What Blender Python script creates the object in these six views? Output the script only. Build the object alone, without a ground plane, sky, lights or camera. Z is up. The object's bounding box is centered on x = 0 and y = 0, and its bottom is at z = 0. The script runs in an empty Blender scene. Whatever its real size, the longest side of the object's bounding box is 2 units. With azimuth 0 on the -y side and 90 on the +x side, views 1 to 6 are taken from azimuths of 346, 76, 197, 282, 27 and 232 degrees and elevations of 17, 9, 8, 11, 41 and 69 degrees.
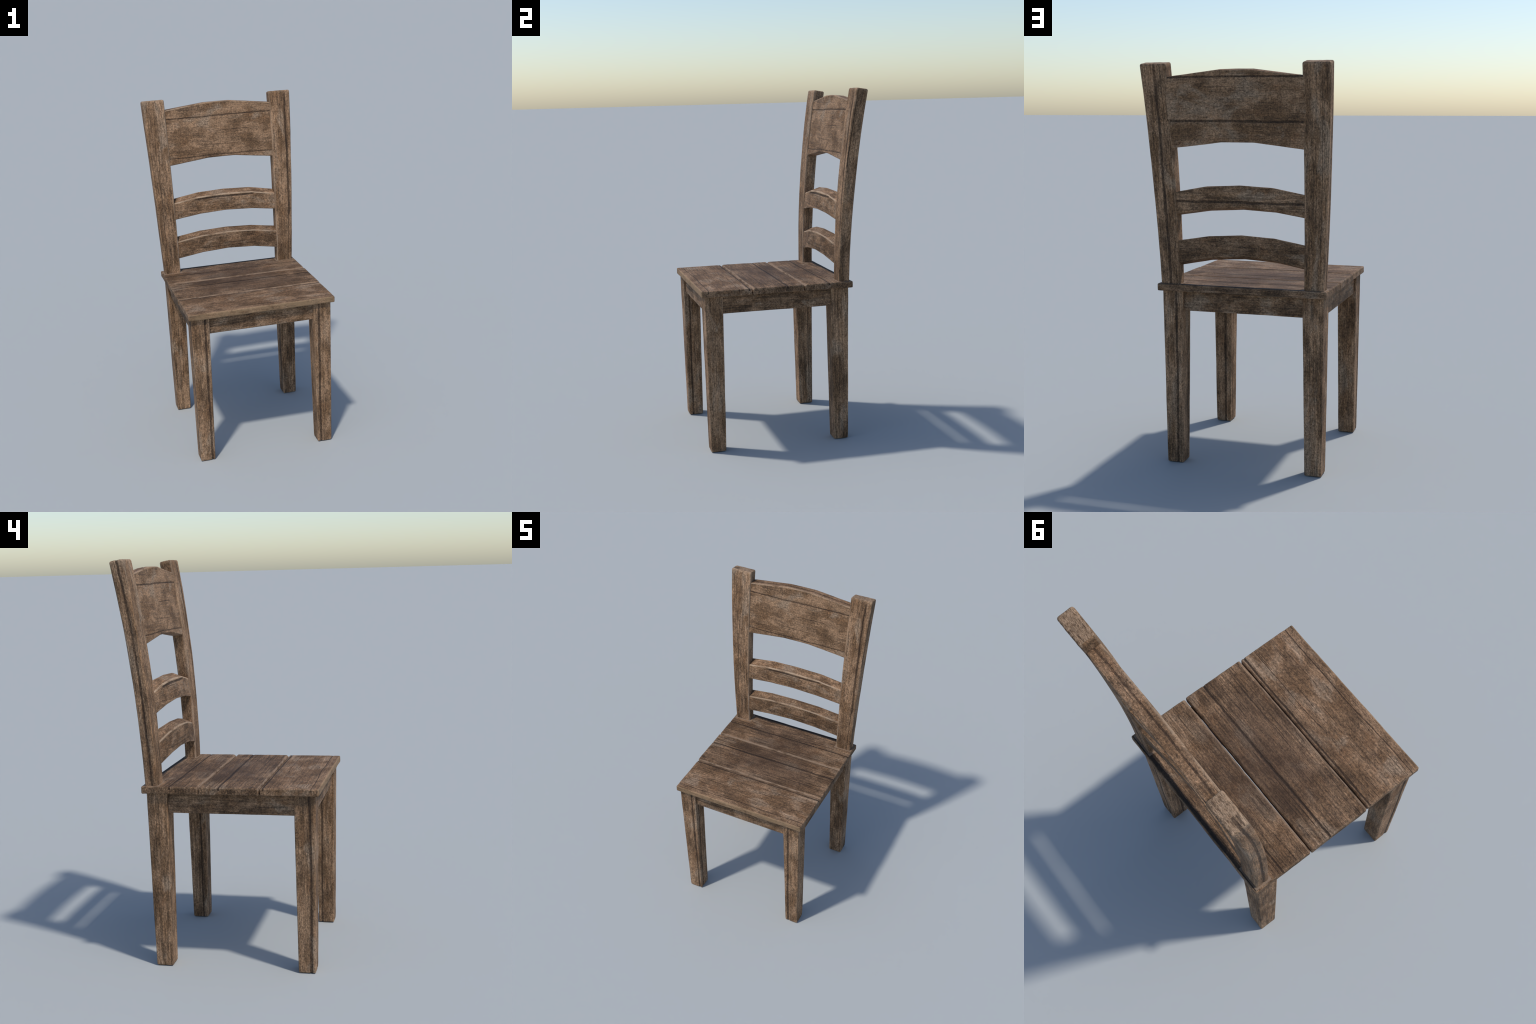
# Weathered wooden dining chair: four tapered legs, apron rails, a three-plank
# seat, two raked back posts, one broad and two narrow arched back slats.
import bpy, math
import numpy as np
from mathutils import noise, Vector

# ---------------------------------------------------------------- helpers
def smooth(e0, e1, v):
    t = min(1.0, max(0.0, (v - e0) / (e1 - e0)))
    return t * t * (3 - 2 * t)


def axis_steps(half, r, step):
    """Coordinates along one side of a rounded box: dense in the rounding."""
    rim = [half - r * (1 - math.sin(a)) for a in np.radians([90, 67, 45, 22, 0])]
    n = max(1, int(round(2 * (half - r) / step)))
    core = list(np.linspace(-(half - r), half - r, n + 1))
    return [-v for v in rim[:-1]] + core + rim[:-1][::-1]


def rounded_box(hx, hy, hz, r, sx, sy, sz):
    """Surface grid of a box with rounded edges (shared vertices)."""
    A = [axis_steps(h, r, s) for h, s in ((hx, sx), (hy, sy), (hz, sz))]
    n = [len(a) for a in A]
    H = (hx, hy, hz)
    index, verts, faces = {}, [], []

    def vid(i, j, k):
        key = (i, j, k)
        if key not in index:
            p = Vector((A[0][i], A[1][j], A[2][k]))
            q = Vector([max(-(H[m] - r), min(H[m] - r, p[m])) for m in range(3)])
            d = p - q
            if d.length > 1e-9:
                p = q + d.normalized() * r
            index[key] = len(verts)
            verts.append(p)
        return index[key]

    for ax in range(3):
        b, c = (ax + 1) % 3, (ax + 2) % 3
        for side in (0, n[ax] - 1):
            for i in range(n[b] - 1):
                for j in range(n[c] - 1):
                    quad = []
                    for di, dj in ((0, 0), (1, 0), (1, 1), (0, 1)):
                        ijk = [0, 0, 0]
                        ijk[ax], ijk[b], ijk[c] = side, i + di, j + dj
                        quad.append(vid(*ijk))
                    faces.append(quad if side else quad[::-1])
    return verts, faces


def lerp_table(table, x):
    """Piecewise-linear profile [(x, value), ...]."""
    for (x0, v0), (x1, v1) in zip(table, table[1:]):
        if x <= x1:
            break
    return v0 + (v1 - v0) * (x - x0) / (x1 - x0)


# A groove: a dark open crack running along the grain.
#   across/along: axis index, c: place across, w: half width, side: (axis, sign, level)
#   span: start/end along the grain, wob: (amplitude, frequency, phase)
def groove(across, along, c, w, side, span=(-9, 9), wob=(0.002, 9.0, 0.0), depth=0.0025, dark=0.85):
    return dict(across=across, along=along, c=c, w=w, side=side, span=span, wob=wob, depth=depth, dark=dark)


def groove_depth(g, p):
    ax, sign, level = g["side"]
    if (p[ax] - level) * sign < 0:
        return 0.0
    t = p[g["along"]]
    fade = smooth(g["span"][0], g["span"][0] + 0.03, t) * (1 - smooth(g["span"][1] - 0.03, g["span"][1], t))
    a, f, ph = g["wob"]
    c = g["c"] + a * math.sin(f * t + ph) + 0.4 * a * math.sin(2.7 * f * t + 2 * ph)
    d = abs(p[g["across"]] - c) / g["w"]
    return g["depth"] * fade * max(0.0, 1 - d * d) if d < 1 else 0.0


# ---------------------------------------------------------------- wood material
class Nodes:
    def __init__(self, mat):
        mat.use_nodes = True
        self.t = mat.node_tree
        self.t.nodes.clear()

    def add(self, kind, **props):
        n = self.t.nodes.new(kind)
        for k, v in props.items():
            setattr(n, k, v)
        return n

    def put(self, socket, v):
        if isinstance(v, bpy.types.NodeSocket):
            self.t.links.new(v, socket)
        elif v is not None:
            socket.default_value = v

    def math(self, op, a, b=None, c=None, clamp=False):
        n = self.add("ShaderNodeMath", operation=op, use_clamp=clamp)
        for s, v in zip(n.inputs, (a, b, c)):
            self.put(s, v)
        return n.outputs[0]

    def ramp(self, v, lo, hi, to0=0.0, to1=1.0, soft=True):
        n = self.add("ShaderNodeMapRange", interpolation_type="SMOOTHSTEP" if soft else "LINEAR")
        for k, x in (("Value", v), ("From Min", lo), ("From Max", hi), ("To Min", to0), ("To Max", to1)):
            self.put(n.inputs[k], x)
        return n.outputs[0]

    def mix(self, f, a, b, blend="MIX"):
        n = self.add("ShaderNodeMix", data_type="RGBA", blend_type=blend)
        self.put(n.inputs[0], f)
        self.put(n.inputs[6], a)
        self.put(n.inputs[7], b)
        return n.outputs[2]

    def noise(self, vec, scale=1.0, detail=3.0, rough=0.5, dist=0.0):
        n = self.add("ShaderNodeTexNoise")
        self.put(n.inputs["Vector"], vec)
        for k, v in (("Scale", scale), ("Detail", detail), ("Roughness", rough), ("Distortion", dist)):
            n.inputs[k].default_value = v
        return n.outputs["Fac"]

    def xyz(self, x, y, z):
        n = self.add("ShaderNodeCombineXYZ")
        for s, v in zip(n.inputs, (x, y, z)):
            self.put(s, v)
        return n.outputs[0]

    def mapping(self, vec, loc, scale):
        n = self.add("ShaderNodeMapping")
        self.put(n.inputs[0], vec)
        n.inputs[1].default_value = loc
        n.inputs[3].default_value = scale
        return n.outputs[0]


def rgb(r, g, b):
    return (r, g, b, 1.0)


BROWN = rgb(0.160, 0.090, 0.0460)
TAN = rgb(0.290, 0.174, 0.099)
GREY = rgb(0.262, 0.184, 0.123)
UMBER = rgb(0.062, 0.035, 0.018)
RUST = rgb(0.190, 0.098, 0.047)
CRACK = rgb(0.020, 0.011, 0.007)
PALE = rgb(0.42, 0.29, 0.185)


def wood(name, grain, seed, unbend=None, grooves=(), tone=1.0, dim=0.5, weave=0.3, streak=0.6, checks=0.6,
         wear=0.55, soft=1.0, lines=0.5, pull=1.0, extra=None):
    """Old stained wood.  grain: axis along which the fibres run; unbend: node
    expressions that straighten a tapered or raked part; dim: share of dark stain."""
    mat = bpy.data.materials.new(name)
    N = Nodes(mat)
    tc = N.add("ShaderNodeTexCoord")
    sep = N.add("ShaderNodeSeparateXYZ")
    N.put(sep.inputs[0], tc.outputs["Object"])
    co = list(sep.outputs)
    if unbend:
        co = unbend(N, co)
    P = N.xyz(*co)
    rnd = np.random.RandomState(seed)
    off = lambda: tuple(rnd.uniform(-20, 20, 3))

    def along(lo, hi):
        s = [hi, hi, hi]
        s[grain] = lo
        return tuple(s)

    # colour zones: soft blotches of stain, bleached and dark, tinted differently
    blot = N.noise(N.mapping(P, off(), along(9 * soft * pull, 14 * soft)), 1, 5, 0.6, 0.4)
    blot2 = N.noise(N.mapping(P, off(), along(6 * soft * pull, 11 * soft)), 1, 5, 0.6, 0.6)
    blot3 = N.noise(N.mapping(P, off(), along(14 * soft * pull, 22 * soft)), 1, 5, 0.65, 0.3)
    fleck = N.noise(N.mapping(P, off(), along(95, 150)), 1, 4, 0.72)
    fibre = N.noise(N.mapping(P, off(), along(9, 210)), 1, 3, 0.62, 0.1)
    fibre2 = N.noise(N.mapping(P, off(), along(40, 600)), 1, 2, 0.6)
    weft = N.noise(N.mapping(P, off(), along(260, 30)), 1, 2, 0.6)
    grit = N.noise(N.mapping(P, off(), along(420, 520)), 1, 2, 0.7)

    col = N.mix(N.ramp(blot, 0.38, 0.62), BROWN, TAN)
    col = N.mix(N.ramp(blot2, 0.52, 0.66, 0, 0.8), col, GREY)
    col = N.mix(N.ramp(blot3, 0.54, 0.68, 0, 0.55), col, RUST)
    low = N.math("ADD", N.math("MULTIPLY", blot2, 0.5), N.math("MULTIPLY", blot3, 0.5))
    dk = N.ramp(N.math("ADD", low, N.math("MULTIPLY", N.math("SUBTRACT", fibre, 0.5), 0.12)),
                0.47 + 0.12 * dim, 0.31 + 0.12 * dim, 0, 0.62)
    col = N.mix(dk, col, UMBER)
    # fine detail as multipliers
    def mul(c, v, lo, hi, a, b):
        m = N.ramp(v, lo, hi, a, b, soft=False)
        return N.mix(1.0, c, N.xyz(m, m, m), "MULTIPLY")
    col = mul(col, fleck, 0.34, 0.66, 0.44, 1.58)
    col = mul(col, fibre, 0.32, 0.68, 1 - 0.50 * streak, 1 + 0.45 * streak)
    col = mul(col, fibre2, 0.30, 0.70, 1 - 0.35 * streak, 1 + 0.35 * streak)
    col = mul(col, weft, 0.32, 0.68, 1 - 0.45 * weave, 1 + 0.45 * weave)
    col = mul(col, grit, 0.33, 0.67, 0.50, 1.55)
    gl = N.noise(N.mapping(P, off(), along(4.5, 95)), 1, 3, 0.55, 0.15)
    col = mul(col, gl, 0.34, 0.62, 1 - 0.62 * lines, 1 + 0.22 * lines)
    # pale dusty specks
    speck = N.ramp(N.noise(N.mapping(P, off(), along(200, 300)), 1, 2, 0.6), 0.56, 0.68, 0, 0.55)
    col = N.mix(N.math("MULTIPLY", speck, N.ramp(blot, 0.4, 0.6)), col, PALE)
    # drying checks: thin dark splits on planes along the fibres, broken up at random
    ab = [i for i in range(3) if i != grain]
    sway = N.noise(N.mapping(P, off(), along(3, 9)), 1, 2, 0.5)
    geo = N.add("ShaderNodeNewGeometry")
    nsep = N.add("ShaderNodeSeparateXYZ")
    N.put(nsep.inputs[0], geo.outputs["True Normal"])
    facing = [N.math("ABSOLUTE", o) for o in nsep.outputs]
    pick = N.math("GREATER_THAN", facing[ab[0]], facing[ab[1]])       # which side of the timber we are on
    across = N.math("ADD", N.math("MULTIPLY", co[ab[1]], pick), N.math("MULTIPLY", co[ab[0]], N.math("SUBTRACT", 1.0, pick)))
    across = N.math("ADD", N.math("MULTIPLY_ADD", pick, 0.531, across), N.math("MULTIPLY", sway, 0.022))
    long_side = N.math("LESS_THAN", facing[grain], 0.7)

    def splits(pitch, width, lo, hi, length):
        u = N.math("MULTIPLY", across, 1.0 / pitch)
        cell = N.math("FLOOR", u)
        d = N.math("ABSOLUTE", N.math("SUBTRACT", N.math("FRACT", u), 0.5))
        v = [N.math("MULTIPLY", cell, 3.71)] * 3
        v[grain] = N.math("MULTIPLY", co[grain], 1.0 / length)
        on = N.ramp(N.noise(N.xyz(*v), 1, 3, 0.6), lo, hi)
        wid = N.math("MULTIPLY", on, width / pitch)
        return N.math("MULTIPLY", N.ramp(N.math("SUBTRACT", wid, d), 0.0, 0.5 * width / pitch), on)

    check = N.math("MAXIMUM", splits(0.015, 0.0012, 0.50, 0.62, 0.16),
                   N.math("MULTIPLY", splits(0.0067, 0.0008, 0.52, 0.64, 0.05), 0.75))
    check = N.math("MULTIPLY", N.math("MULTIPLY", check, checks), long_side)
    col = N.mix(check, col, CRACK)
    # worn arrises
    rub = N.math("MULTIPLY", N.ramp(geo.outputs["Pointiness"], 0.505, 0.535),
                 N.ramp(N.noise(N.mapping(P, off(), along(12, 30)), 1, 4, 0.65), 0.42, 0.62))
    col = N.mix(N.math("MULTIPLY", rub, wear), col, PALE)
    if extra:
        col = extra(N, co, P, off, col)
    # long open cracks
    for g in grooves:
        ax, sign, level = g["side"]
        t = co[g["along"]]
        a, f, ph = g["wob"]
        w1 = N.math("MULTIPLY", N.math("SINE", N.math("MULTIPLY_ADD", t, f, ph)), a)
        w2 = N.math("MULTIPLY", N.math("SINE", N.math("MULTIPLY_ADD", t, 2.7 * f, 2 * ph)), 0.4 * a)
        jag = N.math("MULTIPLY", N.math("SUBTRACT", N.noise(N.mapping(P, off(), along(22, 30)), 1, 3, 0.6), 0.5), g["w"] * 1.3)
        c = N.math("ADD", N.math("ADD", w1, w2), N.math("ADD", jag, g["c"]))
        d = N.math("ABSOLUTE", N.math("SUBTRACT", co[g["across"]], c))
        m = N.ramp(d, 0.60 * g["w"], 1.15 * g["w"], 1, 0)
        m = N.math("MULTIPLY", m, N.ramp(t, g["span"][0], g["span"][0] + 0.03))
        m = N.math("MULTIPLY", m, N.ramp(t, g["span"][1] - 0.03, g["span"][1], 1, 0))
        s = N.math("MULTIPLY", N.math("SUBTRACT", co[ax], level), sign)
        m = N.math("MULTIPLY", m, N.math("GREATER_THAN", s, 0.0))
        m = N.math("MULTIPLY", m, N.ramp(fleck, 0.25, 0.6, 1.0, 0.8))
        col = N.mix(N.math("MULTIPLY", m, g["dark"]), col, CRACK)
    col = N.mix(1.0, col, N.xyz(tone, tone, tone), "MULTIPLY")

    bsdf = N.add("ShaderNodeBsdfPrincipled")
    N.put(bsdf.inputs["Base Color"], col)
    N.put(bsdf.inputs["Roughness"], N.ramp(fibre, 0.3, 0.7, 0.72, 0.88))
    bsdf.inputs["Specular IOR Level"].default_value = 0.25
    h = N.math("ADD", N.math("MULTIPLY", fibre, 0.5), N.math("MULTIPLY", fleck, 0.45))
    h = N.math("ADD", h, N.math("MULTIPLY", grit, 0.2))
    h = N.math("SUBTRACT", h, N.math("MULTIPLY", check, 0.6))
    bump = N.add("ShaderNodeBump")
    bump.inputs["Strength"].default_value = 0.5
    bump.inputs["Distance"].default_value = 0.0022
    N.put(bump.inputs["Height"], h)
    N.put(bsdf.inputs["Normal"], bump.outputs[0])
    out = N.add("ShaderNodeOutputMaterial")
    N.put(out.inputs[0], bsdf.outputs[0])
    return mat


# ---------------------------------------------------------------- part builder
chair = bpy.data.objects.new("wooden_chair", None)
bpy.context.scene.collection.objects.link(chair)
chair["label"] = "weathered brown wooden chair with plank seat and slatted back"
chair["category"] = "chair"


def part(name, box, warp, mat, straighten, grooves=(), dent=0.0008, grain=2, seed=0, wobble=None):
    """box -> rounded_box args; warp: box space -> chair space; straighten: chair
    space -> the same unbent space the material uses (for the cracks)."""
    verts, faces = rounded_box(*box)
    pts = [warp(v) for v in verts]
    me = bpy.data.meshes.new(name)
    me.from_pydata([tuple(p) for p in pts], [], faces)
    me.update()
    normals = [Vector(v.normal) for v in me.vertices]
    s_lo, s_hi = [26.0] * 3, [95.0] * 3
    s_lo[grain], s_hi[grain] = 4.0, 14.0
    o = Vector((seed * 3.7, seed * 1.3, seed * 2.1))
    for v, n in zip(me.vertices, normals):
        p = Vector(v.co)
        q = Vector(straighten(p))
        lo = Vector([q[i] * s_lo[i] for i in range(3)]) + o
        hi = Vector([q[i] * s_hi[i] for i in range(3)]) + o
        d = dent * (noise.noise(lo) + 0.45 * noise.noise(hi))
        for g in grooves:
            d -= groove_depth(g, q)
        if wobble:
            p = p + wobble(q)
        v.co = p + n * d
        v.co.z = max(0.0, v.co.z)      # the feet stand on the floor
    me.polygons.foreach_set("use_smooth", [True] * len(me.polygons))
    me.materials.append(mat)
    me.update()
    ob = bpy.data.objects.new(name, me)
    bpy.context.scene.collection.objects.link(ob)
    ob.parent = chair
    return ob


# ---------------------------------------------------------------- legs
LEG_TOP = 0.892
# centre line and half width of a leg at the floor and under the seat
LEG_X, LEG_X_UP = 0.3605, 0.3595
LEG_LEAN = -0.0018                 # the whole frame sits a hair to one side
LEG_W, LEG_W_UP = 0.0430, 0.0535


def make_leg(name, sx, y_low, y_top, hy_low, hy_top, grooves, seed, **look):
    def mid(z):
        t = z / LEG_TOP
        return LEG_LEAN + sx * (LEG_X + (LEG_X_UP - LEG_X) * t), y_low + (y_top - y_low) * t

    H = LEG_TOP / 2
    def warp(v):
        z = v.z + H
        t = z / LEG_TOP
        cx, cy = mid(z)
        kx = (LEG_W + (LEG_W_UP - LEG_W) * t) / LEG_W_UP
        ky = (hy_low + (hy_top - hy_low) * t) / hy_top
        foot = 1 - 0.02 * (1 - smooth(0.0, 0.03, z))      # feet are slightly worn in
        return Vector((cx + v.x * kx * foot, cy + v.y * ky * foot, z))

    def straighten(p):
        cx, cy = mid(p.z)
        return (p.x - cx, p.y - cy, p.z)

    def unbend(N, co):
        x, y, z = co
        cx = N.math("MULTIPLY_ADD", z, sx * (LEG_X_UP - LEG_X) / LEG_TOP, sx * LEG_X + LEG_LEAN)
        cy = N.math("MULTIPLY_ADD", z, (y_top - y_low) / LEG_TOP, y_low)
        return [N.math("SUBTRACT", x, cx), N.math("SUBTRACT", y, cy), z]

    mat = wood("leg_wood", 2, seed, unbend, grooves, **look)
    part("leg", (LEG_W_UP, hy_top, H, 0.006, 0.0045, 0.0045, 0.009), warp, mat, straighten, grooves,
         dent=0.0010, grain=2, seed=seed)


F, B = -0.4055, 0.3155          # y of the front and back leg centres at the floor
FT, BT = -0.407, 0.3160
X, Y, Z = 0, 1, 2
legs = [
    (-1, F, FT, [groove(X, Z, 0.026, 0.0075, (Y, -1, -0.02), wob=(0.0012, 8, 0.3)),
                 groove(Y, Z, -0.023, 0.0075, (X, -1, -0.02), wob=(0.0018, 7, 1.1)),
                 groove(Y, Z, -0.018, 0.006, (X, 1, 0.02), wob=(0.0012, 9, 2.1))], 11),
    (1, F, FT, [groove(X, Z, -0.022, 0.0075, (Y, -1, -0.02), wob=(0.0012, 8, 2.0)),
                groove(X, Z, -0.013, 0.0075, (Y, 1, 0.02), wob=(0.0012, 6, 0.4)),
                groove(Y, Z, 0.020, 0.005, (X, -1, -0.02), wob=(0.0012, 6, 0.9))], 12),
    (-1, B, BT, [groove(Y, Z, 0.022, 0.004, (X, 1, 0.02), (0.1, 0.7), wob=(0.002, 7, 1.7), dark=0.6)], 13),
    (1, B, BT, [groove(X, Z, -0.017, 0.0075, (Y, 1, 0.02), wob=(0.0012, 7, 1.0)),
                groove(Y, Z, -0.018, 0.005, (X, -1, -0.02), wob=(0.0015, 8, 0.2))], 14),
]
for sx, yl, yt, gs, seed in legs:
    make_leg("leg", sx, yl, yt, 0.0425, 0.0520, gs, seed, weave=0.10, streak=0.6, dim=0.42, checks=0.7, pull=0.6, lines=0.45 if yl < 0 else 0.75, tone=1.04)

# ---------------------------------------------------------------- apron rails
same = lambda p: (p[0], p[1], p[2])
RAIL_LO, RAIL_HI = 0.7880, 0.891


def make_rail(c, half, grain, seed):
    hz = (RAIL_HI - RAIL_LO) / 2
    zc = RAIL_LO + hz
    hx, hy = (half, 0.0195) if grain == X else (0.0195, half)
    steps = [0.0045] * 3
    steps[grain] = 0.01
    mat = wood("apron_wood", grain, seed, None, (), weave=0.35, streak=0.5, dim=0.75, checks=0.5, wear=0.3, tone=0.85)
    part("apron_rail", (hx, hy, hz, 0.004, *steps), lambda v: Vector((c[0] + v.x, c[1] + v.y, zc + v.z)),
         mat, same, (), dent=0.0011, grain=grain, seed=seed)


make_rail((0, -0.4250), 0.318, X, 21)
make_rail((0, 0.3355), 0.318, X, 22)
make_rail((-0.3800, -0.043), 0.318, Y, 23)
make_rail((0.3800, -0.043), 0.318, Y, 24)

# ---------------------------------------------------------------- back posts (profile shared by posts, slats and shader)
SEAT_TOP, SEAT_LOW = 0.9240, 0.8880


def post_mid_y(z):
    s = z - SEAT_TOP
    return 0.342 + 0.0735 * s * s + 0.0185 * s


POST_LO, POST_HI = 0.912, 1.9955


def make_post(sx, grooves, seed, **look):
    def mid_x(z):
        s = (z - SEAT_TOP) / 1.07
        return sx * (0.3670 + 0.0328 * s)

    H = (POST_HI - POST_LO) / 2
    hx, hy = 0.0685, 0.0330
    def warp(v):
        z = POST_LO + H + v.z
        s = (z - SEAT_TOP) / 1.07
        kx = (0.0500 + (0.0685 - 0.0500) * s) / hx
        ky = (0.0312 + 0.0022 * min(1, 1.9 * s)) / hy
        lean = 2 * 0.0735 * (z - SEAT_TOP) + 0.0185
        y = post_mid_y(z) + v.y * ky
        return Vector((mid_x(z) + v.x * kx, y, z - lean * v.y * smooth(1.6, 1.95, z)))

    def straighten(p):
        return (p.x - mid_x(p.z), p.y - post_mid_y(p.z), p.z)

    def unbend(N, co):
        x, y, z = co
        s = N.math("SUBTRACT", z, SEAT_TOP)
        cx = N.math("MULTIPLY_ADD", s, sx * 0.0328 / 1.07, sx * 0.3670)
        cy = N.math("ADD", N.math("MULTIPLY", N.math("MULTIPLY", s, s), 0.0735),
                    N.math("MULTIPLY_ADD", s, 0.0185, 0.342))
        return [N.math("SUBTRACT", x, cx), N.math("SUBTRACT", y, cy), z]

    def extra(N, co, P, off, col):
        x, y, z = co
        # splits in the end grain on top, running along the broad side
        n = N.noise(N.mapping(P, off(), (9, 85, 5)), 1, 3, 0.6, 0.3)
        g = N.add("ShaderNodeNewGeometry")
        gs = N.add("ShaderNodeSeparateXYZ")
        N.put(gs.inputs[0], g.outputs["True Normal"])
        top = N.math("MULTIPLY", N.math("GREATER_THAN", gs.outputs[2], 0.75), N.ramp(z, 1.96, 1.97))
        col = N.mix(N.math("MULTIPLY", top, 0.65), col, N.mix(N.ramp(N.noise(N.mapping(P, off(), (70, 300, 5)), 1, 4, 0.75), 0.36, 0.62), UMBER, PALE))
        m = N.math("MULTIPLY", N.ramp(n, 0.60, 0.66), top)
        col = N.mix(N.math("MULTIPLY", m, 0.6), col, CRACK)
        # pale line on the arris next to the lowest slat
        s = N.math("MULTIPLY", N.math("SUBTRACT", z, SEAT_TOP), 1 / 1.07)
        hxz = N.math("MULTIPLY_ADD", s, 0.0185, 0.0500)
        d = N.math("ADD", N.math("ABSOLUTE", N.math("ADD", N.math("MULTIPLY", x, sx), hxz)),
                   N.math("ABSOLUTE", N.math("ADD", y, 0.0318)))
        n = N.noise(N.mapping(P, off(), (30, 30, 12)), 1, 4, 0.65)
        d = N.math("ADD", d, N.math("MULTIPLY", N.math("SUBTRACT", n, 0.5), 0.012))
        m = N.math("MULTIPLY", N.ramp(d, 0.004, 0.010, 1, 0), N.ramp(z, 1.13, 1.25, 0.8, 0.25))
        return N.mix(m, col, rgb(0.36, 0.26, 0.18))

    mat = wood("post_wood", 2, seed, unbend, grooves, extra=extra, **look)
    part("back_post", (hx, hy, H, 0.010, 0.0045, 0.0045, 0.009), warp, mat, straighten, grooves,
         dent=0.0010, grain=2, seed=seed)


make_post(-1, [groove(Y, Z, -0.004, 0.0062, (X, -1, -0.02), wob=(0.0015, 6, 0.4)),
               groove(X, Z, -0.022, 0.0022, (Y, -1, 0.0), (1.0, 1.75), wob=(0.003, 5, 0.8), dark=0.6, depth=0.001),
               groove(X, Z, 0.002, 0.002, (Y, 1, 0.0), (1.5, 1.98), wob=(0.001, 5, 0.8), dark=0.6, depth=0.001),
               groove(X, Z, -0.028, 0.002, (Y, 1, 0.0), (1.0, 1.98), wob=(0.001, 7, 0.8), dark=0.6, depth=0.001)],
          31, weave=0.08, streak=0.75, dim=0.42, checks=0.9, pull=0.5, lines=0.55, tone=1.03)
make_post(1, [groove(X, Z, 0.032, 0.0064, (Y, -1, -0.0), (1.2, 2.004), wob=(0.0022, 6, 0.2)),
              groove(X, Z, 0.028, 0.003, (Y, -1, -0.0), (0.8, 1.26), wob=(0.0022, 6, 0.2), dark=0.6),
              groove(X, Z, -0.002, 0.0075, (Y, 1, 0.0), (0, 2.004), wob=(0.0022, 5, 0.9)),
              groove(Y, Z, -0.024, 0.003, (X, 1, 0.02), (1.55, 2.004), wob=(0.0022, 6, 2.0), dark=0.75)],
          32, weave=0.08, streak=0.65, dim=0.42, checks=0.8, pull=0.55, lines=0.45, tone=1.03)

# ---------------------------------------------------------------- arched back slats
def make_slat(name, L, bot, top, edges, grooves, seed, rub=0.6, **look):
    """edges: four corner curves (front/back, bottom/top) given as mirrored
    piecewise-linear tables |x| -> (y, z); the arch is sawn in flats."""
    def corner(key, x):
        a = abs(x)
        return (lerp_table([(p[0], p[1]) for p in edges[key]], a),
                lerp_table([(p[0], p[2]) for p in edges[key]], a))

    hy, hz = bot, top
    def warp(v):
        u, w = 0.5 + 0.5 * v.y / hy, 0.5 + 0.5 * v.z / hz
        fb, bb, ft, bt = (corner(k, v.x) for k in ("fb", "bb", "ft", "bt"))
        y = (fb[0] * (1 - u) + bb[0] * u) * (1 - w) + (ft[0] * (1 - u) + bt[0] * u) * w
        z = (fb[1] * (1 - u) + bb[1] * u) * (1 - w) + (ft[1] * (1 - u) + bt[1] * u) * w
        return Vector((v.x, y, z))

    def extra(N, co, P, off, col):
        x, y, z = co
        a = N.math("ABSOLUTE", x)
        zt = yt = None
        for (x0, y0, z0), (x1, y1, z1) in zip(edges["ft"], edges["ft"][1:]):
            t = N.math("MULTIPLY", N.math("SUBTRACT", a, x0), 1.0 / (x1 - x0), clamp=True)
            dz, dy = N.math("MULTIPLY", t, z1 - z0), N.math("MULTIPLY", t, y1 - y0)
            zt = N.math("ADD", zt, dz) if zt else N.math("ADD", dz, z0)
            yt = N.math("ADD", yt, dy) if yt else N.math("ADD", dy, y0)
        n = N.noise(N.mapping(P, off(), (11, 40, 40)), 1, 4, 0.65)
        d = N.math("ADD", N.math("ABSOLUTE", N.math("SUBTRACT", z, zt)), N.math("MULTIPLY", N.math("ABSOLUTE", N.math("SUBTRACT", y, yt)), 0.7))
        d = N.math("ADD", d, N.math("MULTIPLY", N.math("SUBTRACT", n, 0.5), 0.014))
        m = N.math("MULTIPLY", N.ramp(d, 0.003, 0.009, 1, 0), N.ramp(n, 0.38, 0.58, 0.12, 1.0))
        return N.mix(N.math("MULTIPLY", m, rub), col, rgb(0.42, 0.30, 0.20))

    mat = wood("slat_wood", 0, seed, None, grooves, extra=extra, **look)
    part(name, (L, hy, hz, 0.005, 0.008, 0.004, 0.004), warp, mat, same, grooves,
         dent=0.0010, grain=0, seed=seed)


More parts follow.
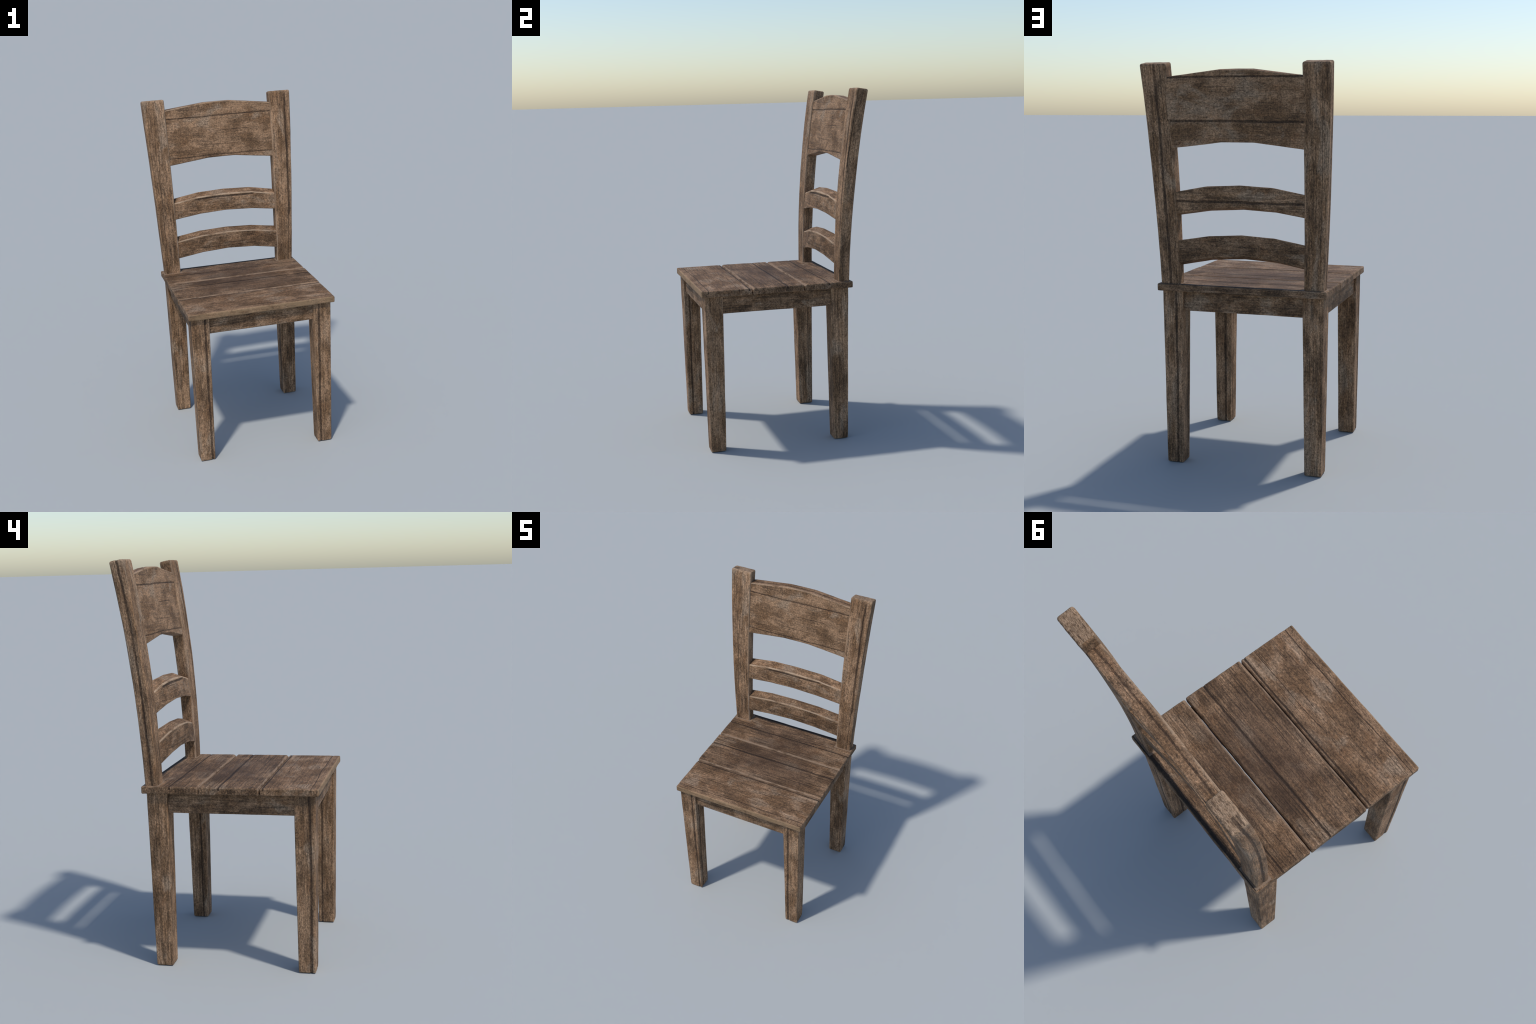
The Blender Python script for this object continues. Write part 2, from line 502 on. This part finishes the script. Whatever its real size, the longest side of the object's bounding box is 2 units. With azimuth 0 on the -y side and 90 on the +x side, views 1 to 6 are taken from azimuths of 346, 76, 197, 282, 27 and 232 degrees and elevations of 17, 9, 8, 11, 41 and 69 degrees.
make_slat("broad_back_slat", 0.345, 0.0200, 0.168, dict(
    ft=[(0, 0.4100, 1.9665), (0.084, 0.4100, 1.9655), (0.345, 0.4075, 1.932)],
    bt=[(0, 0.470, 1.9600), (0.084, 0.470, 1.9590), (0.345, 0.4680, 1.929)],
    fb=[(0, 0.3575, 1.6300), (0.084, 0.3575, 1.6290), (0.345, 0.3600, 1.597)],
    bb=[(0, 0.416, 1.6225), (0.084, 0.416, 1.6220), (0.345, 0.4180, 1.590)]),
    [groove(Z, X, 1.881, 0.0042, (Y, -1, 0.425), wob=(0.0022, 9, 0.6)),
     groove(Z, X, 1.642, 0.0036, (Y, -1, 0.385), wob=(0.0035, 8, 1.6), dark=0.75),
     groove(Z, X, 1.790, 0.0026, (Y, -1, 0.41), (-0.04, 0.20), wob=(0.0015, 11, 0.0), dark=0.75, depth=0.0015),
     groove(Z, X, 1.705, 0.0022, (Y, -1, 0.40), (-0.06, 0.14), wob=(0.002, 11, 2.0), dark=0.55, depth=0.001),
     groove(Z, X, 1.722, 0.0066, (Y, 1, 0.41), wob=(0.0015, 8, 0.5)),
     groove(Z, X, 1.928, 0.0050, (Y, 1, 0.436), wob=(0.001, 8, 1.5)),
     groove(Y, X, 0.434, 0.0045, (Z, 1, 1.915), wob=(0.001, 8, 0.2), dark=0.8)],
    41, weave=0.40, streak=0.4, dim=0.30, checks=0.65, wear=0.6, rub=0.6, lines=0.2, tone=0.93, soft=0.75)

make_slat("back_slat", 0.335, 0.0225, 0.052, dict(
    ft=[(0, 0.328, 1.400), (0.167, 0.331, 1.392), (0.335, 0.339, 1.3625)],
    bt=[(0, 0.384, 1.420), (0.167, 0.388, 1.412), (0.335, 0.396, 1.3815)],
    fb=[(0, 0.314, 1.295), (0.167, 0.317, 1.286), (0.335, 0.327, 1.2610)],
    bb=[(0, 0.369, 1.313), (0.167, 0.373, 1.299), (0.335, 0.384, 1.2710)]),
    [groove(Z, X, 1.336, 0.0068, (Y, 1, 0.355), wob=(0.0012, 7, 0.3)),
     groove(Z, X, 1.380, 0.0060, (Y, -1, 0.350), (-0.20, 0.20), wob=(0.003, 10, 1.5), dark=0.9, depth=0.004)],
    42, weave=0.42, streak=0.4, dim=0.42, checks=0.8, wear=0.5, rub=1.0, tone=0.90)

make_slat("back_slat", 0.332, 0.0215, 0.054, dict(
    ft=[(0, 0.309, 1.156), (0.167, 0.311, 1.147), (0.332, 0.323, 1.1185)],
    bt=[(0, 0.360, 1.178), (0.167, 0.367, 1.1685), (0.332, 0.376, 1.1415)],
    fb=[(0, 0.299, 1.049), (0.167, 0.301, 1.040), (0.332, 0.314, 1.0110)],
    bb=[(0, 0.347, 1.071), (0.167, 0.356, 1.057), (0.332, 0.370, 1.0260)]),
    [], 43, weave=0.2, streak=0.5, dim=0.62, checks=0.8, wear=0.5, rub=0.9, tone=0.78)

# ---------------------------------------------------------------- seat planks
def make_plank(y0, y1, half_x, grooves, seed, gap, rear_marks=None, rag=0.0014, stain=0.0, **look):
    hx, hy, hz = half_x, (y1 - y0) / 2, (SEAT_TOP - SEAT_LOW) / 2
    cy, cz = (y0 + y1) / 2, (SEAT_TOP + SEAT_LOW) / 2

    def wobble(q):                     # planed by hand: the long edges wander a little
        e = (q[1] - cy) / hy
        n = noise.noise(Vector((q[0] * 9 + seed, 1.7 * seed + e, 0.3))) + 0.5 * noise.noise(Vector((q[0] * 30, seed + e, 5.0)))
        m = noise.noise(Vector((q[1] * 14, seed * 0.7 + (q[0] > 0), 2.0)))
        lo = noise.noise(Vector((q[0] * 12, q[1] * 12, seed * 1.1)))
        low = max(0.0, (cz - q[2]) / hz)
        drop = 0.0
        if q[2] > cz:                  # the edges along the gaps are chamfered
            for at, on in ((y0, gap[0]), (y1, gap[1])):
                if on:
                    drop += 0.0050 * (1 - smooth(0.001, 0.0095, abs(q[1] - at) + 0.002 * n)) * (q[2] - cz) / hz
        return Vector((0.0015 * m * q[0] / hx, rag * n * e, 0.0015 * lo * low - drop))

    def extra(N, co, P, off, col):
        x, y, z = co
        if stain:                      # darkened by use towards the middle of the seat
            n = N.noise(N.mapping(P, off(), (5, 9, 9)), 1, 4, 0.6)
            d = N.math("SQRT", N.math("ADD", N.math("MULTIPLY", N.math("MULTIPLY", x, x), 0.8),
                                      N.math("POWER", N.math("ABSOLUTE", N.math("SUBTRACT", y, 0.06)), 2.0)))
            m = N.ramp(N.math("ADD", d, N.math("MULTIPLY", N.math("SUBTRACT", n, 0.5), 0.75)), 0.05, 0.42, stain, 0)
            col = N.mix(N.math("MULTIPLY", m, N.math("GREATER_THAN", z, 0.9)), col, rgb(0.060, 0.033, 0.021))
        for at, on in ((y0, gap[0]),):
            if on:                     # front chamfers are paler, unevenly
                n = N.noise(N.mapping(P, off(), (14, 60, 60)), 1, 4, 0.7)
                d = N.math("ADD", N.math("ABSOLUTE", N.math("SUBTRACT", y, at)), N.math("MULTIPLY", N.math("SUBTRACT", n, 0.5), 0.016))
                m = N.math("MULTIPLY", N.ramp(d, 0.0055, 0.0090, 1, 0), N.ramp(z, cz + 0.003, cz + 0.008))
                col = N.mix(N.math("MULTIPLY", m, N.ramp(n, 0.40, 0.56, 0.15, 0.9)), col, rgb(0.33, 0.225, 0.15))
        if not gap[0]:                 # the front edge has an uneven lighter tint
            n = N.noise(N.mapping(P, off(), (16, 60, 60)), 1, 4, 0.65)
            d = N.math("ADD", N.math("SUBTRACT", y, y0), N.math("MULTIPLY", N.math("SUBTRACT", n, 0.5), 0.008))
            m = N.math("MULTIPLY", N.ramp(d, 0.0035, 0.0055, 1, 0), N.ramp(n, 0.35, 0.6, 0.2, 0.7))
            col = N.mix(m, col, rgb(0.31, 0.205, 0.115))
        return rear_marks(N, co, P, off, col) if rear_marks else col

    mat = wood("seat_wood", 0, seed, None, grooves, extra=extra, **look)
    part("seat_plank", (hx, hy, hz, 0.006, 0.009, 0.0042, 0.0042), lambda v: Vector((v.x, cy + v.y, cz + v.z)),
         mat, same, grooves, dent=0.0007, grain=0, seed=seed, wobble=wobble)


def rear_dark_band(N, co, P, off, col):
    """Near-black ragged band along the rear edge behind the posts, and a pale painted
    line for the baked-in edge glow where each post meets the seat."""
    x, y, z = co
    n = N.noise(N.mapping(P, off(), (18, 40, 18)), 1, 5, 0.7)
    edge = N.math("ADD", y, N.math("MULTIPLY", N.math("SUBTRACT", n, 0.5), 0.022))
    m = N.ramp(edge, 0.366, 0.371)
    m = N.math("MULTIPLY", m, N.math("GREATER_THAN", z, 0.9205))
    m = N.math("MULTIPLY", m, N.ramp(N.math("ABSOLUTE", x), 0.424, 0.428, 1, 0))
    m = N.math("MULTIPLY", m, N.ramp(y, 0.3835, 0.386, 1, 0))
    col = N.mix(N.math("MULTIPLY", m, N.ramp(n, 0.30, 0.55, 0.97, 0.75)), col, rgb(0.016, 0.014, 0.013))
    dx = N.math("SUBTRACT", N.math("ABSOLUTE", N.math("SUBTRACT", N.math("ABSOLUTE", x), 0.3667)), 0.0490)
    dy = N.math("SUBTRACT", N.math("ABSOLUTE", N.math("SUBTRACT", y, 0.3415)), 0.0295)
    ring = N.ramp(N.math("MAXIMUM", dx, dy), 0.008, 0.0105, 1, 0)
    ring = N.math("MULTIPLY", ring, N.math("GREATER_THAN", z, 0.9205))
    return N.mix(N.math("MULTIPLY", ring, 0.8), col, rgb(0.30, 0.215, 0.15))


make_plank(-0.4772, -0.1950, 0.4305,
           [groove(Y, X, -0.437, 0.0028, (Z, 1, 0.91), wob=(0.004, 6, 1.0), dark=0.9, depth=0.0015),
            groove(Y, X, -0.2090, 0.0050, (Z, 1, 0.91), wob=(0.0008, 8, 1.0), dark=0.95),
            groove(Y, X, -0.268, 0.0024, (Z, 1, 0.91), (-0.05, 0.5), wob=(0.004, 7, 0.2), dark=0.88, depth=0.0014),
            groove(Y, X, -0.240, 0.0018, (Z, 1, 0.91), (-0.5, -0.22), wob=(0.002, 7, 0.2), dark=0.6, depth=0.001)],
           51, (0, 1), stain=0.25, weave=0.10, streak=0.42, dim=0.35, checks=0.9, tone=0.86, soft=0.7, lines=0.5)
make_plank(-0.1898, 0.1024, 0.4335,
           [groove(Y, X, 0.007, 0.0056, (Z, 1, 0.91), wob=(0.0016, 6, 0.3), dark=0.93),
            groove(Y, X, -0.115, 0.0018, (Z, 1, 0.91), (-0.1, 0.4), wob=(0.003, 6, 1.3), dark=0.6, depth=0.001),
            groove(Y, X, -0.155, 0.0018, (Z, 1, 0.91), (-0.44, 0.1), wob=(0.002, 6, 0.3), dark=0.6, depth=0.001)],
           52, (1, 1), stain=0.55, weave=0.06, streak=0.7, dim=0.55, checks=1.0, tone=0.74, soft=0.65, lines=0.7)
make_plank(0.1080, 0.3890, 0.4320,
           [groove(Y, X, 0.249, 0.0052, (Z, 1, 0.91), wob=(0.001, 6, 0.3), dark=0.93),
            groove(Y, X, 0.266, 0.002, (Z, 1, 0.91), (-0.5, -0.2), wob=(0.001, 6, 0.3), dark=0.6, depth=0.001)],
           53, (1, 0), rear_marks=rear_dark_band, stain=0.45, weave=0.06, streak=0.7, dim=0.55, checks=1.0, tone=0.74, soft=0.65, lines=0.7)
